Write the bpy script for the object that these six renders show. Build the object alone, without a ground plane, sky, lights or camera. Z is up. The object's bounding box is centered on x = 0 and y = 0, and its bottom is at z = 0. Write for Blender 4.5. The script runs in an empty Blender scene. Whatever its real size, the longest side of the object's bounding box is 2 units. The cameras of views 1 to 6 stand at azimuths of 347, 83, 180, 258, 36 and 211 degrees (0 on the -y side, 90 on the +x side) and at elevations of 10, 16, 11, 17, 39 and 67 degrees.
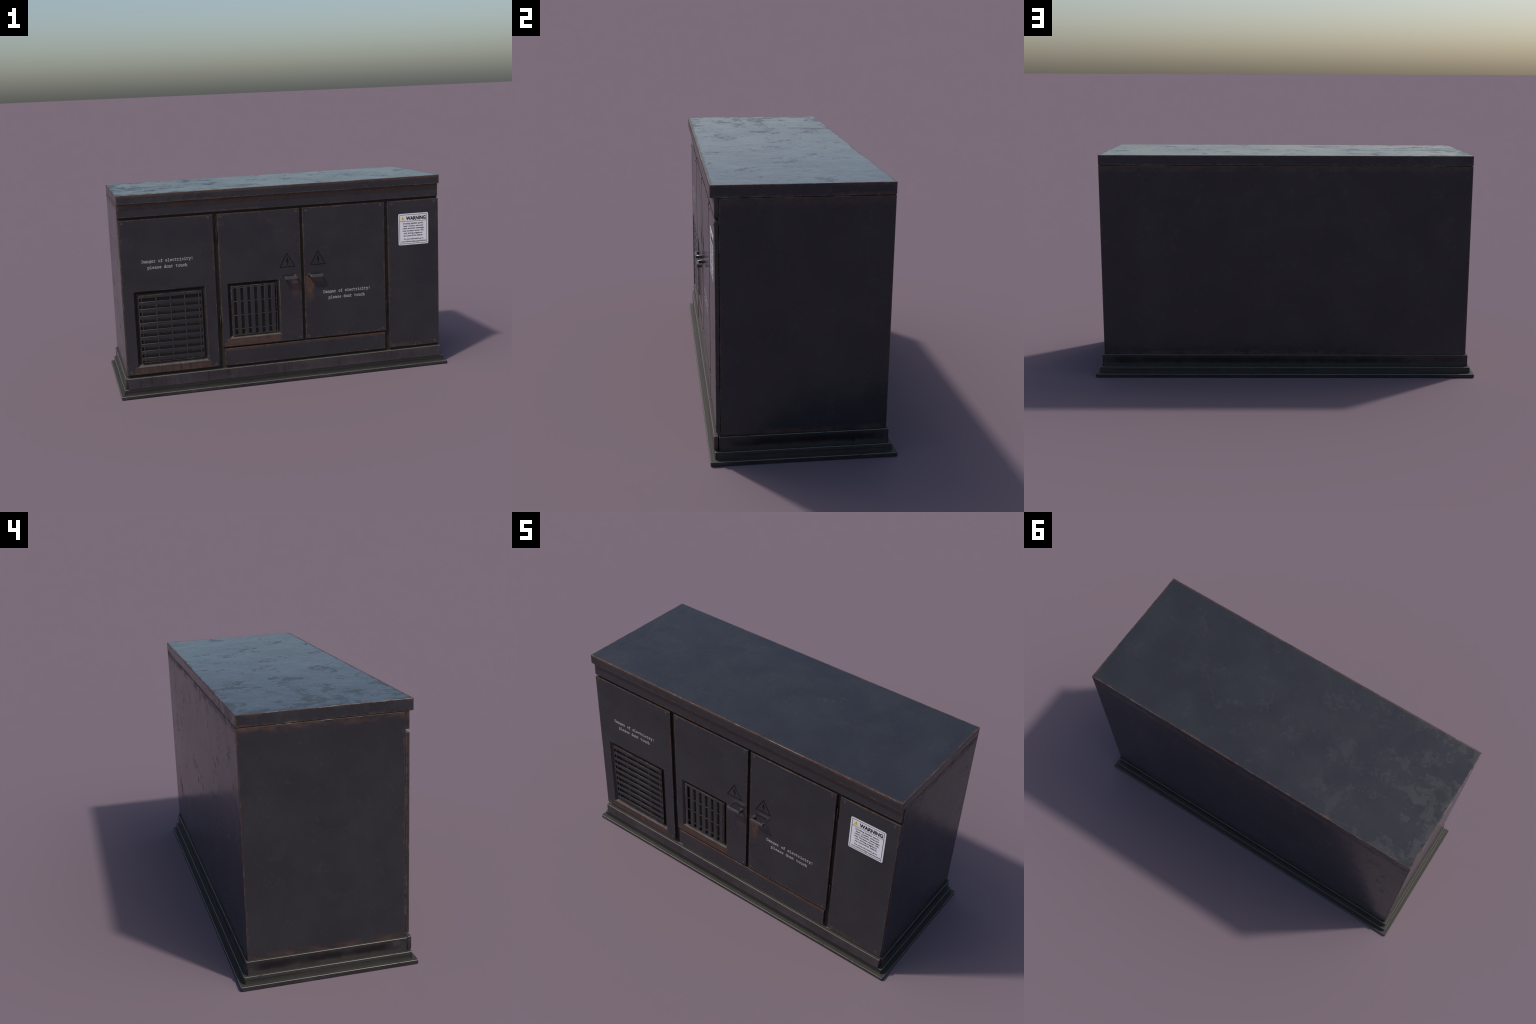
# Weathered dark steel electrical cabinet: stepped plinth, box body, overhanging
# flat roof, four front doors, two recessed vent grilles, two lever handles,
# stencilled lettering and a white warning label.
import bpy, bmesh, math, random
from mathutils import Vector

random.seed(7)
COL = bpy.context.scene.collection

# --------------------------------------------------------------- main sizes
BODY_X, BODY_BACK, BODY_FRONT = 0.9570, 0.3528, -0.3450
BODY_Z0, BODY_Z1 = 0.108, 1.1120
ROOF = (-0.9572, 0.9572, -0.3792, 0.3532, 1.1146, 1.1650)
DOOR_Y = -0.3630            # front plane of the doors
DOOR_BACK = -0.3470
DOOR_TOP = 1.0238
FACE_Y = -0.3605            # front plane of the vent plates


# ------------------------------------------------------------- node helpers
class Nodes:
    """Small expression layer over a material's node tree."""

    def __init__(self, name):
        self.mat = bpy.data.materials.new(name)
        self.mat.use_nodes = True
        self.t = self.mat.node_tree
        self.t.nodes.clear()
        self.out = self.t.nodes.new("ShaderNodeOutputMaterial")
        self.pos = self.t.nodes.new("ShaderNodeTexCoord").outputs["Object"]
        sep = self.t.nodes.new("ShaderNodeSeparateXYZ")
        self.link(self.pos, sep.inputs[0])
        self.x, self.y, self.z = sep.outputs

    def link(self, a, b):
        self.t.links.new(a, b)

    def put(self, sock, v):
        if isinstance(v, bpy.types.NodeSocket):
            self.link(v, sock)
        elif isinstance(v, tuple) and len(v) == 3 and sock.type == "RGBA":
            sock.default_value = (*v, 1)
        else:
            sock.default_value = v

    def m(self, op, a, b=None, c=None, clamp=False):
        n = self.t.nodes.new("ShaderNodeMath")
        n.operation = op
        n.use_clamp = clamp
        for s, v in zip(n.inputs, (a, b, c)):
            if v is not None:
                self.put(s, v)
        return n.outputs[0]

    def add(self, *v):
        r = v[0]
        for o in v[1:]:
            r = self.m("ADD", r, o)
        return r

    def mul(self, *v):
        r = v[0]
        for o in v[1:]:
            r = self.m("MULTIPLY", r, o)
        return r

    def sub(self, a, b):
        return self.m("SUBTRACT", a, b)

    def mn(self, a, b):
        return self.m("MINIMUM", a, b)

    def mx(self, a, b):
        return self.m("MAXIMUM", a, b)

    def step(self, v, lo, hi):
        """0 at lo, 1 at hi, smooth between (lo may exceed hi)."""
        flip = lo > hi
        n = self.t.nodes.new("ShaderNodeMapRange")
        n.interpolation_type = "SMOOTHSTEP"
        self.put(n.inputs[0], v)
        n.inputs[1].default_value, n.inputs[2].default_value = (hi, lo) if flip else (lo, hi)
        n.inputs[3].default_value, n.inputs[4].default_value = (1, 0) if flip else (0, 1)
        return n.outputs[0]

    def vec(self, sx=1.0, sy=1.0, sz=1.0, off=(0, 0, 0), rot=(0, 0, 0)):
        n = self.t.nodes.new("ShaderNodeMapping")
        self.link(self.pos, n.inputs[0])
        n.inputs["Scale"].default_value = (sx, sy, sz)
        n.inputs["Location"].default_value = off
        n.inputs["Rotation"].default_value = rot
        return n.outputs[0]

    def noise(self, scale, detail=3.0, rough=0.55, vec=None, dist=0.0):
        n = self.t.nodes.new("ShaderNodeTexNoise")
        self.link(vec or self.pos, n.inputs["Vector"])
        n.inputs["Scale"].default_value = scale
        n.inputs["Detail"].default_value = detail
        n.inputs["Roughness"].default_value = rough
        n.inputs["Distortion"].default_value = dist
        return n.outputs[0]

    def voronoi(self, scale, vec=None):
        n = self.t.nodes.new("ShaderNodeTexVoronoi")
        self.link(vec or self.pos, n.inputs["Vector"])
        n.inputs["Scale"].default_value = scale
        return n.outputs["Distance"], n.outputs["Color"]

    def mix(self, fac, a, b):
        n = self.t.nodes.new("ShaderNodeMix")
        n.data_type = "RGBA"
        self.put(n.inputs[0], fac)
        self.put(n.inputs[6], a)
        self.put(n.inputs[7], b)
        return n.outputs[2]

    def lerp(self, fac, a, b):
        n = self.t.nodes.new("ShaderNodeMix")
        self.put(n.inputs[0], fac)
        self.put(n.inputs[2], a)
        self.put(n.inputs[3], b)
        return n.outputs[0]

    def bump(self, height, strength, dist):
        n = self.t.nodes.new("ShaderNodeBump")
        n.inputs["Strength"].default_value = strength
        n.inputs["Distance"].default_value = dist
        self.link(height, n.inputs["Height"])
        return n.outputs[0]

    def edge(self, box):
        """Distance to the nearest edge of a box (median of the three face distances)."""
        d = []
        for c, lo, hi in ((self.x, box[0], box[1]), (self.y, box[2], box[3]), (self.z, box[4], box[5])):
            a = self.m("ABSOLUTE", self.sub(c, (lo + hi) / 2))
            d.append(self.m("ABSOLUTE", self.sub((hi - lo) / 2, a)))
        a, b, c = d
        return self.mx(self.mn(a, b), self.mn(self.mx(a, b), c))

    def window(self, c, lo, hi, soft):
        return self.mul(self.step(c, lo - soft, lo + soft), self.step(c, hi + soft, hi - soft))

    def finish(self, color, rough, metal=0.0, normal=None, spec=0.5):
        p = self.t.nodes.new("ShaderNodeBsdfPrincipled")
        self.put(p.inputs["Base Color"], color)
        self.put(p.inputs["Roughness"], rough)
        self.put(p.inputs["Metallic"], metal)
        p.inputs["Specular IOR Level"].default_value = spec
        if normal is not None:
            self.link(normal, p.inputs["Normal"])
        self.link(p.outputs[0], self.out.inputs[0])
        return self.mat


# ---------------------------------------------------------------- materials
PAINT_A, PAINT_B = (0.0225, 0.0222, 0.0270), (0.0280, 0.0282, 0.0320)
RUST_DARK, RUST, RUST_ORANGE = (0.045, 0.024, 0.019), (0.078, 0.036, 0.022), (0.130, 0.058, 0.028)
BARE = (0.21, 0.19, 0.17)
OLIVE = (0.034, 0.031, 0.0235)


def paint(name, box=None, rust=(), edge_w=1.0, patch_bias=None, fringe=0.5, streaks=None, scuffs=None, dirt=0.5, wear_amt=0.45):
    """Semi-gloss charcoal paint. box: part extents, for worn edges.
    rust: list of (x0,x1,y0,y1,z0,z1, soft, strength, streak_scale)."""
    n = Nodes(name)
    big = n.noise(5.0, 4, 0.6)
    col = n.mix(n.step(big, 0.35, 0.66), PAINT_A, PAINT_B)
    # small pale flecks and hair scratches
    d, c = n.voronoi(95.0)
    keep = n.t.nodes.new("ShaderNodeSeparateColor")
    n.link(c, keep.inputs[0])
    fleck = n.mul(n.step(d, 0.26, 0.10), n.step(keep.outputs[0], 0.965, 0.975))
    col = n.mix(n.mul(fleck, 0.30), col, (0.11, 0.108, 0.105))
    rfleck = n.mul(n.step(d, 0.34, 0.12), n.step(keep.outputs[1], 0.968, 0.975))
    col = n.mix(n.mul(rfleck, 0.5), col, RUST)
    scr = n.noise(1.0, 2, 0.5, n.vec(9, 9, 150, rot=(0.0, 0.95, 0.35)))
    area = n.step(n.noise(3.2, 2, 0.5, n.vec(off=(3, 1, 7))), 0.52, 0.66)
    scr = n.mul(n.step(scr, 0.66, 0.74), area)
    col = n.mix(n.mul(scr, 0.22), col, (0.075, 0.075, 0.077))
    # fine matt dirt mottling that breaks the gloss
    pn = n.noise(8.0, 6, 0.68, n.vec(off=(2.3, 0.7, 4.1)), 0.4)
    pn2 = n.noise(46.0, 4, 0.65)
    pv = n.add(n.mul(pn, 0.70), n.mul(pn2, 0.30))
    lim = 0.582
    if patch_bias is not None:
        axis, lo, hi, amount = patch_bias
        pv = n.add(pv, n.mul(n.step((n.x, n.y, n.z)[axis], lo, hi), amount))
    specks = n.mul(n.step(n.noise(34.0, 3, 0.6, n.vec(off=(7, 3, 2))), 0.585, 0.66), n.step(n.noise(6.0, 2, 0.5, n.vec(off=(4, 4, 1))), 0.36, 0.54))
    patch = n.mul(n.mx(n.step(pv, lim - 0.04, lim + 0.04), n.mul(specks, 0.45)), dirt)
    col = n.mix(n.mul(patch, 0.08), col, (0.030, 0.0295, 0.029))
    rustv = None
    for x0, x1, y0, y1, z0, z1, soft, power, sc in rust:
        w = n.mul(n.window(n.x, x0, x1, soft), n.window(n.y, y0, y1, 0.01), n.window(n.z, z0, z1, soft))
        st = n.noise(1.0, 4, 0.65, n.vec(sc[0], sc[1], sc[2], off=(x0, 1.7, z0)))
        w = n.mul(w, n.step(n.add(st, (power - 0.5)), 0.38, 0.72))
        rustv = w if rustv is None else n.mx(rustv, w)
    # drips below a point: (x, z_top, half width, length, strength)
    for cx, zt, hw, ln, power in (streaks or ()):
        rag = n.noise(1.0, 3, 0.6, n.vec(120, 1, 14, off=(cx * 5, 0, 3)))
        wid = n.step(n.sub(n.m("ABSOLUTE", n.sub(n.x, cx)), n.mul(n.sub(rag, 0.5), hw * 1.4)), hw * 1.15, hw * 0.45)
        fall = n.mul(n.step(n.z, zt - ln, zt - ln * 0.15), n.step(n.z, zt + 0.012, zt - 0.004))
        st = n.noise(1.0, 4, 0.6, n.vec(170, 1, 5, off=(cx * 9, 0, 0)))
        w = n.mul(wid, fall, n.step(n.add(st, n.mul(fall, 0.35)), 0.42, 0.85), power)
        w = n.mul(w, n.step(n.y, DOOR_Y + 0.012, DOOR_Y + 0.006))
        rustv = w if rustv is None else n.mx(rustv, w)
    if box is not None:
        e = n.edge(box)
        v1 = n.noise(34.0, 4, 0.65, n.vec(off=(5, 5, 5)))
        v2 = n.noise(4.0, 2, 0.5, n.vec(off=(9, 2, 1)))
        # brown fringe creeping in from the edges
        reach = n.mul(n.step(n.add(n.mul(v1, 0.55), n.mul(v2, 0.6)), 0.45, 0.80), 0.016)
        fr = n.mul(n.step(n.sub(e, reach), 0.004, -0.004), fringe)
        rustv = fr if rustv is None else n.mx(rustv, fr)
    if rustv is not None:
        tone = n.noise(45.0, 3, 0.6)
        rc = n.mix(n.step(tone, 0.32, 0.62), RUST_DARK, RUST)
        col = n.mix(n.m("MULTIPLY", rustv, 0.85, clamp=True), col, rc)
    # scuffs to pale primer: (x, z, radius)
    for cx, cz, r in (scuffs or ()):
        dd = n.m("SQRT", n.add(n.m("POWER", n.sub(n.x, cx), 2.0), n.m("POWER", n.sub(n.z, cz), 2.0)))
        f = n.mul(n.step(dd, r, r * 0.3), n.step(n.noise(110.0, 2), 0.47, 0.60), n.step(n.y, DOOR_Y + 0.006, DOOR_Y + 0.002))
        col = n.mix(n.mul(f, 0.6), col, (0.10, 0.10, 0.105))
    if box is not None:
        wear = n.step(n.add(e, n.mul(n.sub(0.55, v1), 0.011)), 0.0036 * edge_w, 0.0012 * edge_w)
        kind = n.step(n.noise(11.0, 3, 0.6, n.vec(off=(1, 8, 3))), 0.52, 0.66)
        wc = n.mix(kind, n.mix(n.step(v1, 0.4, 0.6), RUST, RUST_ORANGE), BARE)
        col = n.mix(n.mul(wear, wear_amt), col, wc)
    rough = n.lerp(patch, n.lerp(n.step(n.noise(3.4, 4, 0.6, n.vec(off=(6, 2, 9))), 0.36, 0.66), 0.155, 0.205), 0.385)
    if rustv is not None:
        rough = n.lerp(n.m("MULTIPLY", rustv, 0.8, clamp=True), rough, 0.7)
    ripple = n.add(n.mul(n.noise(32.0, 1, 0.4), 0.33), n.mul(n.noise(9.0, 1), 1.0))
    nrm = n.bump(ripple, 0.55, 0.0030)
    return n.finish(col, rough, 0.0, nrm)


def plinth_paint(name, steps, tint=(1, 1, 1), grime=0.9):
    """Dark painted plinth with olive dust lying on ledges and in the lower half of each step.
    steps: (z0, z1) of the upright faces."""
    n = Nodes(name)
    base = n.mix(n.step(n.noise(6, 4), 0.35, 0.65), tuple(a * b for a, b in zip((0.0210, 0.0195, 0.0200), tint)), tuple(a * b for a, b in zip((0.031, 0.029, 0.030), tint)))
    drag = n.noise(1.0, 4, 0.6, n.vec(55, 55, 9))
    base = n.mix(n.mul(n.step(drag, 0.50, 0.72), 0.5), base, (0.009, 0.0085, 0.0085))
    # near-black grime band along the upper step, clear of the corners
    along = n.mx(n.mul(n.window(n.y, -0.300, 0.310, 0.035), n.step(n.m("ABSOLUTE", n.x), 0.960, 0.966)),
                 n.mul(n.window(n.x, -0.920, 0.920, 0.035), n.step(n.m("ABSOLUTE", n.sub(n.y, 0.005)), 0.350, 0.354)))
    band = n.mul(along, n.window(n.add(n.z, n.mul(n.sub(drag, 0.5), 0.030)), 0.070, 0.101, 0.010), n.step(n.noise(9, 4, 0.6), 0.30, 0.55))
    smudge = n.step(n.noise(15, 5, 0.65, None, 0.6), 0.56, 0.70)
    base = n.mix(n.mul(smudge, 0.45), base, (0.065, 0.064, 0.066))
    base = n.mix(n.mul(band, grime), base, (0.0045, 0.0042, 0.0040))
    dust = None
    dn = n.noise(12, 4, 0.6)
    for z0, z1, power in steps:
        h = n.sub(n.z, n.mul(n.sub(dn, 0.5), (z1 - z0) * 0.5))
        w = n.mul(n.step(h, z0 + (z1 - z0) * 0.62, z0 + (z1 - z0) * 0.25), n.step(n.z, z0 - 0.0035, z0 - 0.002), power)
        dust = w if dust is None else n.mx(dust, w)
    geo = n.t.nodes.new("ShaderNodeNewGeometry")
    sepn = n.t.nodes.new("ShaderNodeSeparateXYZ")
    n.link(geo.outputs["True Normal"], sepn.inputs[0])
    ledge = n.mul(n.step(sepn.outputs[2], 0.75, 0.95), n.lerp(dn, 0.7, 1.0))
    dust = n.mx(dust, ledge)
    col = n.mix(n.m("MULTIPLY", dust, 0.9, clamp=True), base, n.mix(dn, (0.024, 0.022, 0.017), OLIVE))
    under = n.mul(n.step(n.y, -0.350, -0.362), n.step(n.z, 0.020, 0.034), n.step(n.z, 0.0535, 0.0515), n.lerp(dn, 0.4, 1.0))  # painted shadow below the kick plate, darkening the step front
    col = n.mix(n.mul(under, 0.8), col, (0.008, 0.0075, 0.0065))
    rough = n.lerp(dust, 0.30, 0.8)
    nrm = n.bump(n.add(n.noise(40, 3), n.mul(n.noise(200, 2), 0.2)), 0.4, 0.0015)
    return n.finish(col, rough, 0.0, nrm)


def worn_edge(name, bare=0.5, dull=1.0):
    """Chipped corner strip: paint, brown rust and bare bright steel by turns."""
    n = Nodes(name)
    a = n.noise(7.0, 4, 0.65)
    b = n.noise(60.0, 3, 0.6)
    rust = n.mix(n.step(b, 0.42, 0.62), tuple(v * dull for v in RUST), tuple(v * dull for v in RUST_ORANGE))
    k = n.add(n.mul(a, 0.75), n.mul(b, 0.25))
    steel = n.step(k, 0.72 - 0.4 * bare, 0.80 - 0.4 * bare)
    col = n.mix(steel, rust, tuple(v * dull for v in BARE))
    left = n.step(n.noise(22.0, 3), 0.36, 0.30)
    col = n.mix(left, col, PAINT_B)
    return n.finish(col, n.lerp(steel, 0.65, 0.38), 0.0, n.bump(b, 0.4, 0.002))


def plain(name, color, rough, metal=0.0, vary=0.15, scale=30.0, spec=0.5):
    n = Nodes(name)
    v = n.noise(scale, 3)
    col = n.mix(v, tuple(c * (1 - vary) for c in color), tuple(c * (1 + vary) for c in color))
    return n.finish(col, n.lerp(v, rough * 0.9, min(1.0, rough * 1.1)), metal, None, spec)


M_EDGE = worn_edge("worn_steel_edge", 0.50, 0.54)
M_EDGE_ROOF = worn_edge("worn_roof_edge", 0.52, 0.8)  # more pale tone mixed in for the bright highlight along the cap edges
M_EDGE_PLINTH = worn_edge("brightened_plinth_edge", 0.95, 0.95)  # pale share raised so the rims carry the sun's specular line in colour
M_CORNER = worn_edge("rusted_corner", 0.1, 0.55)
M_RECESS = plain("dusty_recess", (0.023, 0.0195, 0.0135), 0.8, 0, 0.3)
M_GRILLE = paint("grille_paint")
M_STEEL = plain("handle_steel", (0.115, 0.107, 0.112), 0.34, 0.6, 0.2, 60)
M_STEM = plain("dark_steel", (0.040, 0.040, 0.040), 0.22, 0.7)
M_HINGE = plain("hinge_steel", (0.014, 0.014, 0.014), 0.4, 0.0)
M_BAR = plain("lightened_grille_highlight", (0.038, 0.038, 0.039), 0.4, 0, 0.3, 60)  # paler grey than the plate, to draw highlights on bars and slat edges
M_RUST = plain("rust", (0.058, 0.031, 0.021), 0.8, 0, 0.4, 90)
ns = Nodes("screw_steel")
rad = ns.m("SQRT", ns.add(ns.mul(ns.x, ns.x), ns.mul(ns.z, ns.z)))
M_SCREW = ns.finish(ns.mix(ns.window(rad, 0.0043, 0.0064, 0.0007), (0.022, 0.0215, 0.022), (0.075, 0.073, 0.069)), 0.5)
M_RIVET = plain("rivet_steel", (0.085, 0.085, 0.085), 0.45, 0.2, 0.3, 200)
M_INK = plain("stencil_ink", (0.46, 0.45, 0.47), 0.6, 0, 0.2, 220)
M_MARK = plain("dark_marking", (0.0055, 0.005, 0.006), 0.7, 0, 0.2, 60, 0.12)
M_WHITE = plain("label_white", (0.72, 0.70, 0.74), 0.35, 0, 0.03, 40)
M_BLACK = plain("label_black", (0.008, 0.008, 0.009), 0.6, spec=0.2)
M_GREY_INK = plain("label_small_print", (0.022, 0.022, 0.025), 0.6, spec=0.2)
M_YELLOW = plain("label_yellow", (0.80, 0.56, 0.03), 0.4, 0, 0.04)


# ---------------------------------------------------------- geometry helpers
def link(name, mesh, parent, mats=(), loc=None):
    ob = bpy.data.objects.new(name, mesh)
    COL.objects.link(ob)
    for m in mats:
        mesh.materials.append(m)
    ob.parent = parent
    if loc:
        ob.location = loc
    return ob


def box_bm(bm, x0, x1, y0, y1, z0, z1, bevel=0.0, seg=2, edge_index=1, face_index=0, corner=0.0, corner_index=1):
    r = bmesh.ops.create_cube(bm, size=1.0)
    for v in r["verts"]:
        v.co = Vector(((x0 + x1) / 2 + v.co.x * (x1 - x0), (y0 + y1) / 2 + v.co.y * (y1 - y0), (z0 + z1) / 2 + v.co.z * (z1 - z0)))
    faces = {f for v in r["verts"] for f in v.link_faces}
    for f in faces:
        f.material_index = face_index
    if corner > 0:       # wide soft chamfer on the upright corners, fine one round the top
        up = [e for e in {e for v in r["verts"] for e in v.link_edges} if abs(e.verts[0].co.z - e.verts[1].co.z) > 1e-5]
        res = bmesh.ops.bevel(bm, geom=up, offset=corner, segments=3, profile=0.5, affect="EDGES")
        for f in res["faces"]:
            f.smooth = True
            if max(abs(f.normal.x), abs(f.normal.y)) < 0.85:
                f.material_index = corner_index
        rim = [e for e in bm.edges if all(abs(v.co.z - z1) < 1e-6 for v in e.verts)]
        res = bmesh.ops.bevel(bm, geom=rim, offset=bevel, segments=3, profile=0.5, affect="EDGES")
        for f in res["faces"]:
            f.smooth = True
            if 0.45 < f.normal.z < 0.92:
                f.material_index = edge_index
    elif bevel > 0:
        edges = list({e for v in r["verts"] for e in v.link_edges})
        res = bmesh.ops.bevel(bm, geom=edges, offset=bevel, segments=seg, profile=0.5, affect="EDGES")
        for f in res["faces"]:
            f.material_index = edge_index
            f.smooth = True


def mesh_of(bm, name):
    bmesh.ops.recalc_face_normals(bm, faces=bm.faces)
    me = bpy.data.meshes.new(name)
    bm.to_mesh(me)
    bm.free()
    return me


def box(name, dims, parent, mats, bevel=0.0015, seg=2, corner=0.0):
    bm = bmesh.new()
    box_bm(bm, *dims, bevel=bevel, seg=seg, corner=corner, corner_index=2)
    return link(name, mesh_of(bm, name), parent, mats)


def boxes(name, list_of_dims, parent, mats, bevel=0.0):
    bm = bmesh.new()
    for d in list_of_dims:
        box_bm(bm, *d, bevel=bevel, seg=1, edge_index=len(mats) - 1)
    return link(name, mesh_of(bm, name), parent, mats)


def prism(bm, pts, y0, y1, idx=0):
    """Extruded polygon in the XZ plane; y0 is the front."""
    a = [bm.verts.new((x, y0, z)) for x, z in pts]
    b = [bm.verts.new((x, y1, z)) for x, z in pts]
    faces = [bm.faces.new(a), bm.faces.new(b[::-1])]
    k = len(pts)
    for i in range(k):
        faces.append(bm.faces.new((a[i], b[i], b[(i + 1) % k], a[(i + 1) % k])))
    for f in faces:
        f.material_index = idx


def ring_prism(bm, outer, inner, y0, y1, idx=0):
    k = len(outer)
    rows = [[bm.verts.new((x, y, z)) for x, z in pts] for pts, y in ((outer, y0), (inner, y0), (inner, y1), (outer, y1))]
    for a, b in zip(rows, rows[1:] + rows[:1]):
        for i in range(k):
            j = (i + 1) % k
            bm.faces.new((a[i], a[j], b[j], b[i])).material_index = idx


def rounded_rect(x0, x1, z0, z1, r, n=5):
    pts = []
    for cx, cz, a0 in ((x1 - r, z1 - r, 0), (x0 + r, z1 - r, 90), (x0 + r, z0 + r, 180), (x1 - r, z0 + r, 270)):
        for i in range(n + 1):
            a = math.radians(a0 + 90 * i / n)
            pts.append((cx + r * math.cos(a), cz + r * math.sin(a)))
    return pts


def inset_poly(pts, d):
    """Offset a convex polygon (counter-clockwise in XZ) inward by d."""
    k, out = len(pts), []
    for i in range(k):
        p0, p1, p2 = (Vector(pts[(i + j) % k]) for j in (-1, 0, 1))
        a, b = (p1 - p0).normalized(), (p2 - p1).normalized()
        na, nb = Vector((-a.y, a.x)), Vector((-b.y, b.x))
        m = (na + nb).normalized()
        out.append(tuple(p1 + m * (d / max(0.2, m.dot(na)))))
    return out


# ------------------------------------------------------------------ the root
root = bpy.data.objects.new("electrical_cabinet", None)
COL.objects.link(root)
root["label"] = "weathered dark steel electrical cabinet with vents and warning label"
root["category"] = "electrical cabinet"

# -------------------------------------------------------------------- plinth
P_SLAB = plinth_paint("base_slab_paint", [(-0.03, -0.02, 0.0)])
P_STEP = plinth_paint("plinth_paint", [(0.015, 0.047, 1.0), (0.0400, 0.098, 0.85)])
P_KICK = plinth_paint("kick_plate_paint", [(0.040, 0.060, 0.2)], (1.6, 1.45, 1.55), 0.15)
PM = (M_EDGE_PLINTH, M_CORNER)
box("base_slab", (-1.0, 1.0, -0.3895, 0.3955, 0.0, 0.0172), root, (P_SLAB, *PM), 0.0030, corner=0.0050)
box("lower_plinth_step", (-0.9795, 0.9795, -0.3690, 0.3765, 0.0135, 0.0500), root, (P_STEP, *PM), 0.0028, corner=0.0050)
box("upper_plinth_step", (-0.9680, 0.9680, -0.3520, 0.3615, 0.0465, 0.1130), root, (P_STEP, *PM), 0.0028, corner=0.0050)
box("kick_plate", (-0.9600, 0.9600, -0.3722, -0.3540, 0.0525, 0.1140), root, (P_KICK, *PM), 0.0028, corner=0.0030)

# ---------------------------------------------------------------------- body
BX = BODY_X
body_box = (-BX, BX, BODY_FRONT, BODY_BACK, BODY_Z0, BODY_Z1)
P_BODY = paint(
    "body_paint", (-BX, BX, BODY_FRONT, BODY_BACK, 0.100, BODY_Z1),
    rust=[
        (-1.0, 1.0, -0.4, 0.4, 1.088, 1.130, 0.020, 0.54, (14, 14, 24)),
        (-1.0, 1.0, -0.4, 0.4, 0.095, 0.130, 0.016, 0.55, (14, 14, 40)),
    ], fringe=0.35, dirt=0.9)
bm = bmesh.new()
box_bm(bm, *body_box, bevel=0.0016, seg=2)
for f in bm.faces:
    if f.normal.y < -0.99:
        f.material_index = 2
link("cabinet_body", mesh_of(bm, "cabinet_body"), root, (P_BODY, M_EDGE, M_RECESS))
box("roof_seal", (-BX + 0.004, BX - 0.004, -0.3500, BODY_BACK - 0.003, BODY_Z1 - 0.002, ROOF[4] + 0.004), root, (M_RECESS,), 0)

P_ROOF = paint("roof_paint", ROOF, dirt=0.85, wear_amt=0.8, edge_w=1.1, patch_bias=(0, 0.0, -0.95, 0.070), fringe=0.55,
               rust=[(-1, 1, -0.40, -0.372, 1.152, 1.170, 0.005, 0.66, (30, 1, 60))])
box("roof", ROOF, root, (P_ROOF, M_EDGE_ROOF), 0.0016, 2)

fascia_dims = (-0.9535, 0.9535, DOOR_Y + 0.0003, DOOR_BACK, 1.0382, 1.1135)
P_FASCIA = paint("fascia_paint", fascia_dims, edge_w=0.7, fringe=0.35,
                 rust=[(-1, 1, -0.4, -0.35, 1.085, 1.125, 0.014, 0.68, (10, 1, 30))])
box("fascia_panel", fascia_dims, root, (P_FASCIA, M_EDGE), 0.0012)

low_dims = (-0.3845, 0.6052, DOOR_Y + 0.0006, DOOR_BACK, 0.1290, 0.2308)
P_LOW = paint("lower_panel_paint", low_dims, fringe=0.4,
              rust=[(-0.4, 0.62, -0.4, -0.35, 0.218, 0.235, 0.010, 0.62, (22, 1, 40))])
box("lower_panel", low_dims, root, (P_LOW, M_EDGE), 0.0012)


# --------------------------------------------------------------------- doors
def door(name, x0, x1, z0, z1, mat, hole=None):
    if hole is None:
        return box(name, (x0, x1, DOOR_Y, DOOR_BACK, z0, z1), root, (mat, M_EDGE), 0.0014)
    bm = bmesh.new()
    hx0, hx1, hz0, hz1 = hole
    s = 0.0150                      # the sloping reveal of the vent opening
    rect = lambda a, b, c, d, y: [bm.verts.new(p) for p in ((a, y, c), (b, y, c), (b, y, d), (a, y, d))]
    rows = [rect(x0, x1, z0, z1, DOOR_BACK), rect(x0, x1, z0, z1, DOOR_Y), rect(hx0, hx1, hz0, hz1, DOOR_Y),
            rect(hx0 + s, hx1 - s, hz0 + s, hz1 - s, DOOR_BACK)]
    for k, (a, b) in enumerate(zip(rows, rows[1:] + rows[:1])):
        for i in range(4):
            f = bm.faces.new((a[i], a[(i + 1) % 4], b[(i + 1) % 4], b[i]))
            if k == 2 and i == 0:
                f.material_index = 2
    front = set(rows[1]) | set(rows[2])
    ed = [e for e in bm.edges if set(e.verts) <= set(rows[1]) or set(e.verts) <= set(rows[2])
          or (e.verts[0] in front and e.verts[1] in set(rows[0]))]
    res = bmesh.ops.bevel(bm, geom=ed, offset=0.0014, segments=2, profile=0.5, affect="EDGES")
    for f in res["faces"]:
        f.material_index = 1
    return link(name, mesh_of(bm, name), root, (mat, M_EDGE, M_LEDGE))


nl = Nodes("dusty_ledge")
lv = nl.noise(40, 4)
M_LEDGE = nl.finish(nl.mix(nl.step(lv, 0.38, 0.62), (0.058, 0.048, 0.040), (0.082, 0.076, 0.068)), 0.8, 0, nl.bump(lv, 0.4, 0.002))

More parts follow.
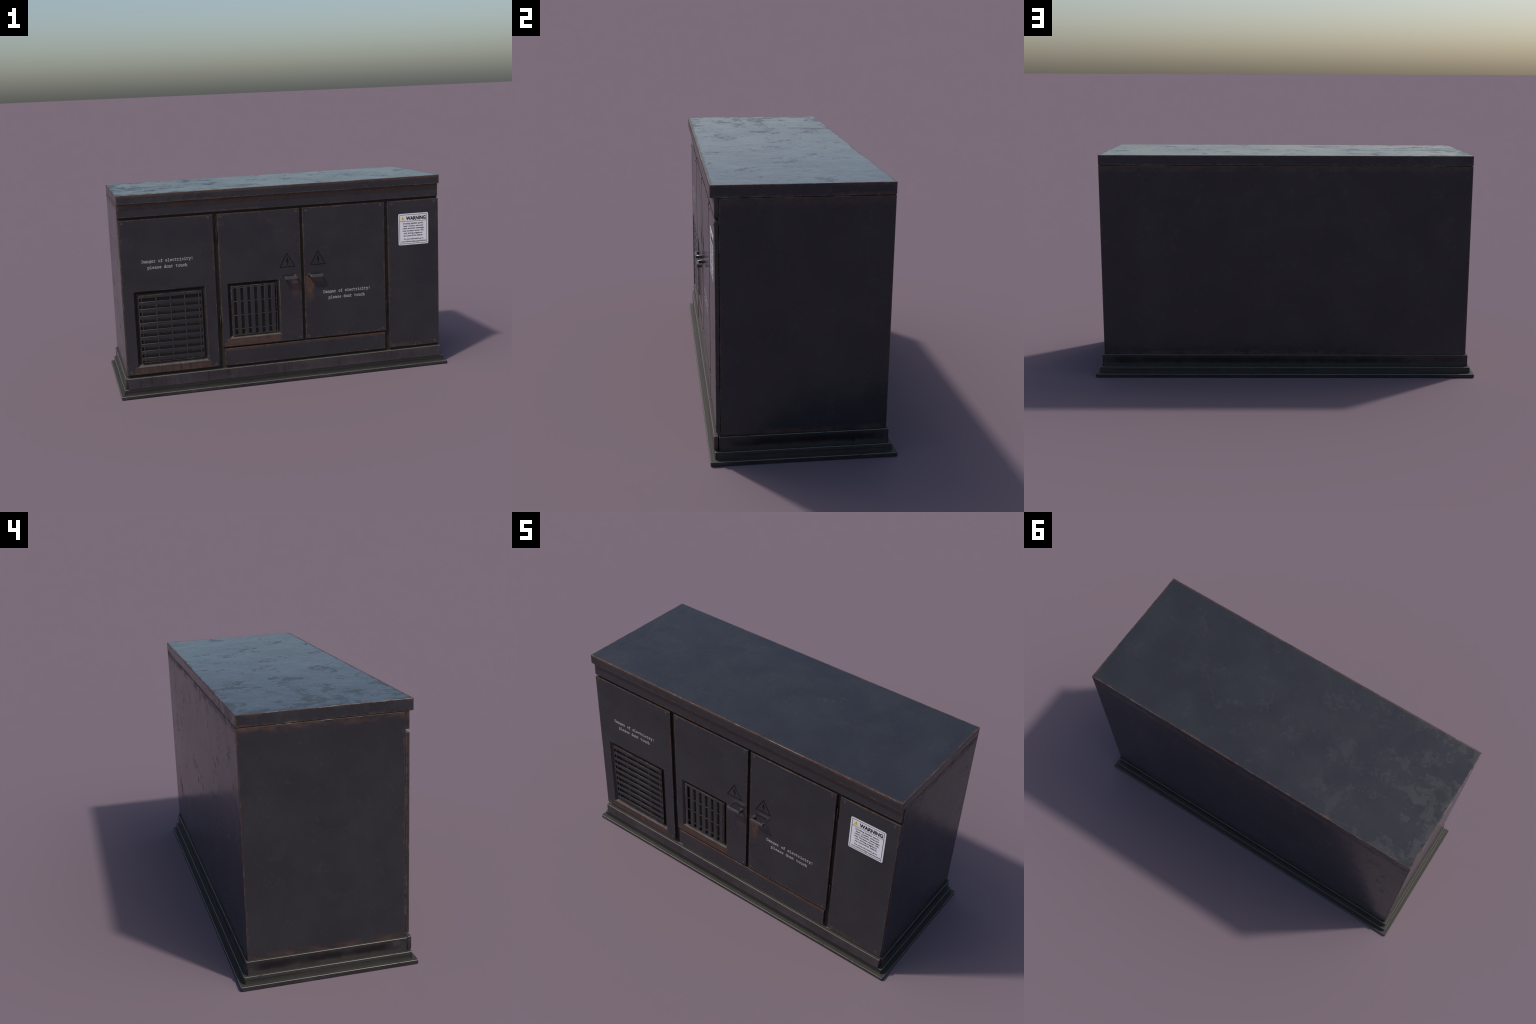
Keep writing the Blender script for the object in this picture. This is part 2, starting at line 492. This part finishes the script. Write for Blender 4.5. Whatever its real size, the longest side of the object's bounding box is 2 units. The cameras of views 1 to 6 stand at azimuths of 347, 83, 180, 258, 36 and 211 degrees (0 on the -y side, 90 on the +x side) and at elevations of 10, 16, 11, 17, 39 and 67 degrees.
HOLE1 = (-0.8935, -0.4812, 0.1725, 0.6150)
HOLE2 = (-0.3528, -0.0418, 0.2865, 0.6158)
D1 = (-0.9548, -0.4198, 0.1312, DOOR_TOP)
D2 = (-0.3938, 0.0910, 0.2412, DOOR_TOP)
D3 = (0.1095, 0.6128, 0.2412, DOOR_TOP)
D4 = (0.6350, 0.9570, 0.1287, DOOR_TOP)
dbox = lambda d: (d[0], d[1], DOOR_Y, DOOR_BACK, d[2], d[3])
P_D1 = paint("vent_door_paint", dbox(D1), fringe=0.35,
             rust=[(-0.905, -0.470, -0.4, -0.35, 0.125, 0.172, 0.012, 0.62, (85, 1, 5)),
                   (-0.96, -0.40, -0.4, -0.35, 0.120, 0.150, 0.012, 0.50, (40, 1, 40))])
P_D2 = paint("left_door_paint", dbox(D2), fringe=0.35,
             rust=[(-0.375, -0.040, -0.4, -0.35, 0.235, 0.288, 0.012, 0.72, (40, 1, 9)),
                   (-0.39, -0.35, -0.4, -0.35, 0.950, 1.000, 0.010, 0.42, (60, 1, 60))],
             streaks=[(0.055, 0.612, 0.028, 0.19, 0.75)], scuffs=[(0.056, 0.583, 0.020), (0.066, 0.556, 0.010)])
P_D3 = paint("right_door_paint", dbox(D3), fringe=0.35,
             rust=[(0.10, 0.62, -0.4, -0.35, 0.235, 0.256, 0.010, 0.46, (45, 1, 45))],
             streaks=[(0.143, 0.618, 0.027, 0.21, 1.7)])
P_D4 = paint("label_door_paint", dbox(D4), fringe=0.4,
             rust=[(0.62, 0.96, -0.4, -0.35, 0.125, 0.155, 0.012, 0.50, (50, 1, 50))])
door1 = door("cabinet_door", *D1, P_D1, HOLE1)
door2 = door("cabinet_door", *D2, P_D2, HOLE2)
door3 = door("cabinet_door", *D3, P_D3)
door4 = door("cabinet_door", *D4, P_D4)

# -------------------------------------------------------------- door screws
SEG = 20


def lathe_y(profile, seg=SEG):
    """Surface of revolution about the -Y axis from (radius, forward) points."""
    bm = bmesh.new()
    rings = []
    for r, f in profile:
        if r < 1e-6:
            rings.append([bm.verts.new((0, -f, 0))])
        else:
            rings.append([bm.verts.new((r * math.cos(2 * math.pi * i / seg), -f, r * math.sin(2 * math.pi * i / seg))) for i in range(seg)])
    for a, b in zip(rings, rings[1:]):
        for i in range(seg):
            j = (i + 1) % seg
            if len(a) == 1:
                bm.faces.new((a[0], b[i], b[j]))
            elif len(b) == 1:
                bm.faces.new((a[i], a[j], b[0]))
            else:
                bm.faces.new((a[i], a[j], b[j], b[i]))
    for f in bm.faces:
        f.smooth = True
    return bm


screw_me = mesh_of(lathe_y([(0, 0.0006), (0.0024, 0.0006), (0.0030, 0.0003), (0.0044, 0.0003), (0.0050, 0.0013), (0.0058, 0.0015), (0.0066, 0.0009), (0.0070, -0.0008)]), "screw")
screw_me.materials.append(M_SCREW)
for d, pts in ((door1, ((-0.9343, 1.0064), (-0.4460, 1.0064), (-0.9325, 0.1478), (-0.4384, 0.1470))),
               (door2, ((-0.3732, 1.0071), (0.0704, 1.0085), (-0.3777, 0.2560), (0.0747, 0.2572))),
               (door3, ((0.1303, 1.0078), (0.5889, 1.0085), (0.1260, 0.2570), (0.5934, 0.2568))),
               (door4, ((0.6606, 1.0058), (0.9305, 1.0048), (0.6609, 0.1446), (0.9273, 0.1465)))):
    for x, z in pts:
        s = link("screw", screw_me, d, (), (x, DOOR_Y, z))
        s.rotation_euler[1] = random.uniform(0, 6.28)

rivet_me = mesh_of(lathe_y([(0, 0.0010), (0.0012, 0.0009), (0.0021, 0.0004), (0.0024, -0.0006)], 12), "rivet")
rivet_me.materials.append(M_RIVET)


def rivets(parent, pts, y):
    for x, z in pts:
        link("rivet", rivet_me, parent, (), (x, y, z))


rivets(door1, ((-0.9060, 0.6240), (-0.4735, 0.6270), (-0.9030, 0.1675), (-0.4730, 0.1675)), DOOR_Y)
rivets(door2, ((-0.3600, 0.6220), (-0.0350, 0.6240), (-0.3600, 0.2800), (-0.0345, 0.2815)), DOOR_Y)

# --------------------------------------------------------------- vent grilles
TH = 0.0022
G1 = (-0.8692, -0.5055, 0.1955, 0.5925)


def flange(x0, x1, z0, z1, t=0.002):
    """Thin return walls that stand the vent plate off the cabinet."""
    y0, y1 = FACE_Y + TH - 0.0002, BODY_FRONT + 0.001
    e = 0.0004
    return [(x0 + e, x0 + t, y0, y1, z0 + e, z1 - e), (x1 - t, x1 - e, y0, y1, z0 + e, z1 - e),
            (x0 + t, x1 - t, y0, y1, z1 - t, z1 - e), (x0 + t, x1 - t, y0, y1, z0 + e, z0 + t)]


P_PLATE1 = paint("vent_plate_paint", (G1[0], G1[1], FACE_Y, -0.20, G1[2], G1[3]), edge_w=1.2, fringe=0.5)
x0, x1, z0, z1 = G1
SLOT_TOP, PITCH, SLAT = 0.5738, 0.0408, 0.0200
frame = [(x0, x1, FACE_Y, FACE_Y + TH, SLOT_TOP, z1), (x0, x1, FACE_Y, FACE_Y + TH, z0, z0 + 0.0035),
         (x0, x0 + 0.0037, FACE_Y, FACE_Y + TH, z0 + 0.0035, SLOT_TOP), (x1 - 0.0030, x1, FACE_Y, FACE_Y + TH, z0 + 0.0035, SLOT_TOP)]
grille1 = boxes("vent_grille", frame + flange(x0, x1, z0, z1), root, (P_PLATE1,))
for k in range(9):
    top = SLOT_TOP - 0.0208 - k * PITCH
    s = boxes("slat", [(x0 + 0.0037, x1 - 0.0030, FACE_Y + 0.0002, FACE_Y + TH, top - SLAT, top)], grille1, (M_GRILLE, M_BAR), 0.0010)
for bx in (-0.8508, -0.7685, -0.6862, -0.6042, -0.5225):
    boxes("divider_bar", [(bx - 0.0024, bx + 0.0024, FACE_Y + 0.0005, FACE_Y + TH - 0.0003, z0 + 0.003, SLOT_TOP + 0.001)], grille1, (M_BAR,), 0.0006)
rivets(grille1, ((-0.8475, 0.5465), (-0.8475, 0.4220), (-0.8475, 0.2560), (-0.5175, 0.5465), (-0.5175, 0.4220), (-0.5175, 0.2560)), FACE_Y)

G2 = (-0.3335, -0.0610, 0.3045, 0.5970)
P_PLATE2 = paint("vent_plate_paint", (G2[0], G2[1], FACE_Y, -0.20, G2[2], G2[3]), edge_w=1.2, fringe=0.5)
x0, x1, z0, z1 = G2
SLOT_X, PITCH2, GAP = -0.3180, 0.0411, 0.0178
TOPZ, BOTZ = z1 - 0.0035, z0 + 0.0040
frame = [(x0, x1, FACE_Y, FACE_Y + TH, TOPZ, z1), (x0, x1, FACE_Y, FACE_Y + TH, z0, BOTZ),
         (x0, SLOT_X, FACE_Y, FACE_Y + TH, BOTZ, TOPZ), (x1 - 0.0026, x1, FACE_Y, FACE_Y + TH, BOTZ, TOPZ)]
grille2 = boxes("vent_grille", frame + flange(x0, x1, z0, z1), root, (P_PLATE2,))
for k in range(6):
    a = SLOT_X + GAP + k * PITCH2
    boxes("slat", [(a, a + PITCH2 - GAP, FACE_Y + 0.0002, FACE_Y + TH, BOTZ, TOPZ)], grille2, (M_GRILLE, M_BAR), 0.0010)
for bz in (0.5860, 0.5045, 0.4230, 0.3417):
    boxes("divider_bar", [(SLOT_X - 0.001, x1 - 0.002, FACE_Y + 0.0005, FACE_Y + TH - 0.0003, bz - 0.0021, bz + 0.0021)], grille2, (M_BAR,), 0.0006)
rivets(grille2, ((-0.2500, 0.5880), (-0.1270, 0.5880), (-0.2500, 0.3130), (-0.1270, 0.3130)), FACE_Y)

# -------------------------------------------------------------------- hinges
hinge_me = mesh_of(lathe_y([(0, 0.036), (0.0042, 0.036), (0.0046, 0.0355), (0.0046, -0.0355), (0.0042, -0.036), (0, -0.036)], 16), "hinge")
for f in hinge_me.polygons:
    f.use_smooth = True
hinge_me.materials.append(M_HINGE)
for d, x in ((door2, -0.4000), (door3, 0.6205)):
    for z in (0.902, 0.392):
        h = link("hinge", hinge_me, d, (), (x, -0.3530, z))
        h.rotation_euler[0] = math.radians(90)

# ------------------------------------------------------------------- handles
esc_me = mesh_of(lathe_y([(0, 0.0012), (0.0118, 0.0012), (0.0136, 0.0008), (0.0150, -0.0008)], 28), "escutcheon")
esc_me.materials.append(M_RUST)
stem_me = mesh_of(lathe_y([(0, 0.0290), (0.0068, 0.0290), (0.0082, 0.0270), (0.0085, 0.0040), (0.0112, 0.0018), (0.0112, -0.0005)], 28), "stem")
stem_me.materials.append(M_STEM)


def handle(cx, cz, side):
    """Lever with a D-shaped section (flat outer face, round inner face) on a round stem.
    side: +1 lever points to +X, -1 to -X."""
    bm = bmesh.new()
    half, length, front = 0.0088, 0.0790, 0.0325
    sect = [(front - 0.0012, half), (front, half - 0.0016), (front, -half + 0.0016), (front - 0.0012, -half)]
    for i in range(9):
        a = math.radians(-90 + 180 * i / 8)
        sect.append((front - 0.0052 - 0.0082 * math.cos(a), half * math.sin(a)))
    rings = []
    # a rounded pivot end that grows into the straight bar
    for u, sc in ((-0.0060, 0.30), (-0.0052, 0.62), (-0.0030, 0.86), (0.0010, 0.97), (0.0060, 1.0), (length - 0.0105, 1.04), (length - 0.0070, 1.04), (length - 0.0062, 0.97)):
        fc = front - 0.006
        rings.append([bm.verts.new((side * u, -(fc + (f - fc) * (0.55 + 0.45 * sc)), zz * sc)) for f, zz in sect])
    for a, b in zip(rings, rings[1:]):
        for i in range(len(sect)):
            j = (i + 1) % len(sect)
            bm.faces.new((a[i], a[j], b[j], b[i]))
    bm.faces.new(rings[0])
    bm.faces.new(rings[-1][::-1])
    for f in bm.faces:
        f.smooth = True
    # short return at the free end, pointing back at the door
    ends = sorted((side * (length - 0.0145), side * (length - 0.0068)))
    box_bm(bm, ends[0], ends[1], -(front - 0.006), -0.0100, -half * 0.86, half * 0.86, bevel=0.0018, seg=2, edge_index=0)
    me = mesh_of(bm, "lever_handle")
    me.set_sharp_from_angle(angle=math.radians(35))
    lever = link("lever_handle", me, root, (M_STEEL,), (cx, DOOR_Y, cz))
    link("stem", stem_me, lever)
    link("escutcheon", esc_me, lever)


handle(0.0590, 0.6232, -1)
handle(0.1435, 0.6225, 1)


# -------------------------------------------- high-voltage triangles on doors
def hazard_triangle(parent, apex, left, right):
    bm = bmesh.new()
    outer = [left, right, apex]
    ring_prism(bm, outer, inset_poly(outer, 0.0042), DOOR_Y - 0.0004, DOOR_Y + 0.001)
    cx, cz = apex[0], left[1] + 0.0345
    bolt = [(0.0005, 0.0235), (0.0062, 0.0220), (0.0014, 0.0052), (0.0082, 0.0072), (0.0035, -0.0150), (0.0060, -0.0140),
            (0.0000, -0.0225), (-0.0025, -0.0125), (0.0000, -0.0138), (0.0022, -0.0010), (-0.0085, -0.0035)]
    prism(bm, [(cx + x, cz + z) for x, z in bolt], DOOR_Y - 0.0004, DOOR_Y + 0.001)
    link("hazard_triangle", mesh_of(bm, "hazard_triangle"), parent, (M_MARK,))


hazard_triangle(door2, (0.0092, 0.7685), (-0.0398, 0.6825), (0.0580, 0.6825))
hazard_triangle(door3, (0.1962, 0.7680), (0.1472, 0.6825), (0.2452, 0.6825))

# --------------------------------------- typewriter lettering (stroke glyphs)
# Each glyph: strokes in a cell 1 wide; x-height 0.84, capital/ascender about 1.18.
XH, CAP, ASC, DSC = 0.84, 1.13, 1.18, -0.32


def arc(cx, cz, rx, rz, a0, a1, n=10):
    return [(cx + rx * math.cos(math.radians(a0 + (a1 - a0) * i / n)), cz + rz * math.sin(math.radians(a0 + (a1 - a0) * i / n))) for i in range(n + 1)]


def bowl(cx=0.5, rx=0.33):
    return arc(cx, XH / 2, rx, XH / 2, 0, 360, 18)


GLYPH = {
    "D": [[(0.10, 0), (0.50, 0)] + arc(0.48, CAP / 2, 0.40, CAP / 2, -90, 90) + [(0.10, CAP)], [(0.22, 0), (0.22, CAP)]],
    "a": [[(0.20, 0.74)] + arc(0.45, 0.58, 0.27, 0.26, 110, 0) + [(0.72, 0.02), (0.90, 0.02)], arc(0.44, 0.24, 0.28, 0.24, 60, 330) + [(0.72, 0.22)], [(0.44, 0.48), (0.72, 0.46)]],
    "n": [[(0.06, XH), (0.24, XH), (0.24, 0)], arc(0.50, 0.52, 0.26, 0.32, 165, 0) + [(0.76, 0)], [(0.06, 0), (0.42, 0)], [(0.58, 0), (0.94, 0)]],
    "g": [arc(0.44, XH / 2, 0.30, XH / 2, 0, 360, 18), [(0.92, XH), (0.74, XH), (0.74, -0.06)] + arc(0.50, -0.06, 0.24, 0.26, 0, -110)],
    "e": [[(0.18, 0.43), (0.82, 0.43)] + arc(0.5, XH / 2, 0.32, XH / 2, 5, 320, 16)],
    "r": [[(0.12, XH), (0.36, XH), (0.36, 0)], [(0.12, 0), (0.72, 0)], arc(0.62, 0.50, 0.26, 0.34, 170, 50)],
    "o": [bowl()],
    "f": [[(0.42, 0)] + [(0.42, 0.9)] + arc(0.66, 0.92, 0.24, 0.26, 180, 65), [(0.16, 0), (0.74, 0)], [(0.16, XH), (0.80, XH)]],
    "l": [[(0.20, ASC), (0.50, ASC), (0.50, 0)], [(0.14, 0), (0.88, 0)]],
    "c": [arc(0.52, XH / 2, 0.33, XH / 2, 40, 320, 16), [(0.80, XH), (0.80, 0.58)]],
    "t": [[(0.34, 1.08), (0.34, 0.22)] + arc(0.56, 0.22, 0.22, 0.22, 180, 300), [(0.10, XH), (0.78, XH)]],
    "i": [[(0.20, XH), (0.50, XH), (0.50, 0)], [(0.14, 0), (0.88, 0)], [(0.49, 1.06), (0.49, 1.24)]],
    "y": [[(0.18, XH), (0.50, 0.06)], [(0.84, XH), (0.40, -0.30)], [(0.16, -0.30), (0.54, -0.30)], [(0.04, XH), (0.36, XH)], [(0.62, XH), (0.96, XH)]],
    "!": [[(0.5, ASC), (0.5, 0.34)], [(0.5, 0.12), (0.5, -0.02)]],
    "p": [arc(0.52, XH / 2, 0.32, XH / 2, 0, 360, 18), [(0.04, XH), (0.20, XH), (0.20, DSC)], [(0.04, DSC), (0.40, DSC)]],
    "s": [[(0.80, 0.64)] + arc(0.50, 0.63, 0.27, 0.21, 20, 240) + [(0.60, 0.40)] + arc(0.50, 0.21, 0.29, 0.21, 60, -160)],
    "d": [arc(0.46, XH / 2, 0.32, XH / 2, 0, 360, 18), [(0.56, ASC), (0.78, ASC), (0.78, 0), (0.94, 0)]],
    "u": [[(0.06, XH), (0.24, XH), (0.24, 0.28)] + arc(0.48, 0.28, 0.24, 0.28, 180, 320), [(0.58, XH), (0.76, XH), (0.76, 0), (0.94, 0)]],
    "h": [[(0.06, ASC), (0.24, ASC), (0.24, 0)], arc(0.50, 0.52, 0.26, 0.32, 165, 0) + [(0.76, 0)], [(0.06, 0), (0.42, 0)], [(0.58, 0), (0.94, 0)]],
}


def stroke(bm, pts, w, y0, y1):
    """Flat ribbon of width w along a polyline, with a little thickness."""
    pts = [Vector(p) for p in pts]
    closed = (pts[0] - pts[-1]).length < 1e-7
    if closed:
        pts = pts[:-1]
    k = len(pts)
    side = []
    for i in range(k):
        a = pts[i] - pts[i - 1] if (i > 0 or closed) else None
        b = pts[(i + 1) % k] - pts[i] if (i < k - 1 or closed) else None
        a = (a or b).normalized()
        b = (b or a).normalized()
        m = Vector((-(a + b).y, (a + b).x))
        m = m.normalized() if m.length > 1e-6 else Vector((-b.y, b.x))
        side.append(m * (w / 2 / max(0.6, m.dot(Vector((-a.y, a.x))))))
    if not closed:      # square ends that reach half a width further
        pts[0] = pts[0] - (pts[1] - pts[0]).normalized() * w * 0.4
        pts[-1] = pts[-1] + (pts[-1] - pts[-2]).normalized() * w * 0.4
    row = []
    for p, s in zip(pts, side):
        l, r = p + s, p - s
        row.append([bm.verts.new(c) for c in ((l.x, y0, l.y), (r.x, y0, r.y), (r.x, y1, r.y), (l.x, y1, l.y))])
    span = range(k if closed else k - 1)
    for i in span:
        a, b = row[i], row[(i + 1) % k]
        for q in range(4):
            bm.faces.new((a[q], a[(q + 1) % 4], b[(q + 1) % 4], b[q]))
    if not closed:
        bm.faces.new(row[0][::-1])
        bm.faces.new(row[-1])


def typed(parent, lines, cell):
    bm = bmesh.new()
    k = 0
    for text, x, base in lines:
        for ch in text:
            if ch != " ":
                for st in GLYPH[ch]:
                    # every stroke sits a hair off its neighbour so no faces coincide
                    off = 0.00002 * (k % 7)
                    k += 1
                    stroke(bm, [(x + px * cell, base + pz * cell) for px, pz in st], 0.00185, DOOR_Y - 0.0004 - off, DOOR_Y + 0.0005)
            x += cell
    link("stencil_lettering", mesh_of(bm, "stencil_lettering"), parent, (M_INK,))


CELL = 0.01338
typed(door1, [("Danger of electricity!", -0.8366, 0.7762), ("please dont touch", -0.8055, 0.7403)], CELL)
typed(door3, [("Danger of electricity!", 0.2228, 0.5076), ("please dont touch", 0.2540, 0.4717)], CELL * 0.998)

# ------------------------------------------------------------- warning label
LX0, LX1, LZ0, LZ1 = 0.7022, 0.8925, 0.7546, 0.9440
LY = DOOR_Y - 0.0009
bm = bmesh.new()
prism(bm, rounded_rect(LX0, LX1, LZ0, LZ1, 0.0085), LY, DOOR_Y + 0.001)
label = link("warning_label", mesh_of(bm, "warning_label"), root, (M_WHITE,))
bm = bmesh.new()
outer = rounded_rect(0.7092, 0.8842, 0.7612, 0.9372, 0.0012, 2)
ring_prism(bm, outer, inset_poly(outer, 0.0024), LY - 0.0003, LY + 0.0003)
box_bm(bm, 0.7110, 0.8825, LY - 0.00025, LY + 0.0003, 0.8957, 0.8979)
link("label_frame", mesh_of(bm, "label_frame"), label, (M_BLACK,))
bm = bmesh.new()
tri = [(0.7178, 0.9050), (0.7440, 0.9050), (0.7309, 0.9272)]
prism(bm, tri, LY - 0.0003, LY + 0.0003)
link("label_hazard_sign", mesh_of(bm, "label_hazard_sign"), label, (M_YELLOW,))
bm = bmesh.new()
prism(bm, [(0.7301, 0.9128), (0.7317, 0.9128), (0.7324, 0.9218), (0.7294, 0.9218)], LY - 0.0006, LY)
prism(bm, [(0.7298, 0.9082), (0.7320, 0.9082), (0.7320, 0.9106), (0.7298, 0.9106)], LY - 0.0006, LY)
link("label_exclamation_mark", mesh_of(bm, "label_exclamation_mark"), label, (M_BLACK,))


def font_mesh(text, bold):
    cu = bpy.data.curves.new("printed_text", "FONT")
    cu.body, cu.size, cu.offset, cu.extrude, cu.resolution_u = text, 1.0, bold, 0.0, 3
    ob = bpy.data.objects.new("printed_text", cu)
    COL.objects.link(ob)
    bpy.context.view_layer.update()
    dg = bpy.context.evaluated_depsgraph_get()
    me = bpy.data.meshes.new_from_object(ob.evaluated_get(dg))
    bpy.data.objects.remove(ob)
    bpy.data.curves.remove(cu)
    return me


def printed(bm, text, x0, x1, base, cap, bold, y):
    """One line of sans-serif print fitted between x0 and x1 with capital height cap."""
    me = font_mesh(text, bold)
    xs = [v.co.x for v in me.vertices]
    sx = (x1 - x0) / (max(xs) - min(xs))
    tmp = bmesh.new()
    tmp.from_mesh(me)
    lo = min(xs)
    for v in tmp.verts:
        v.co = Vector((x0 + (v.co.x - lo) * sx, y, base + v.co.y * cap / 0.73))
    ext = bmesh.ops.extrude_face_region(tmp, geom=list(tmp.faces))
    for g in ext["geom"]:
        if isinstance(g, bmesh.types.BMVert):
            g.co.y -= 0.0003
    out = bpy.data.meshes.new("line")
    tmp.to_mesh(out)
    tmp.free()
    bm.from_mesh(out)
    bpy.data.meshes.remove(out)
    bpy.data.meshes.remove(me)


bm = bmesh.new()
printed(bm, "WARNING", 0.7503, 0.8775, 0.9050, 0.0213, 0.048, LY + 0.0001)
link("label_heading", mesh_of(bm, "label_heading"), label, (M_BLACK,))
bm = bmesh.new()
for text, a, b, base in (("Drinking distilled spirits,", 0.7314, 0.8616, 0.8795), ("beer, coolers, wine and", 0.7348, 0.8600, 0.8650),
                         ("other alcoholic beverages", 0.7290, 0.8656, 0.8506), ("may increase cancer risk,", 0.7292, 0.8648, 0.8360),
                         ("and, during pregnancy,", 0.7360, 0.8560, 0.8212), ("can cause birth defects.", 0.7338, 0.8578, 0.8064),
                         ("For more information go to", 0.7352, 0.8598, 0.7862), ("www.P65warnings.ca.gov/alcohol", 0.7188, 0.8772, 0.7712)):
    printed(bm, text, a, b, base, 0.0090, 0.030, LY + 0.0001)
link("label_small_print", mesh_of(bm, "label_small_print"), label, (M_GREY_INK,))
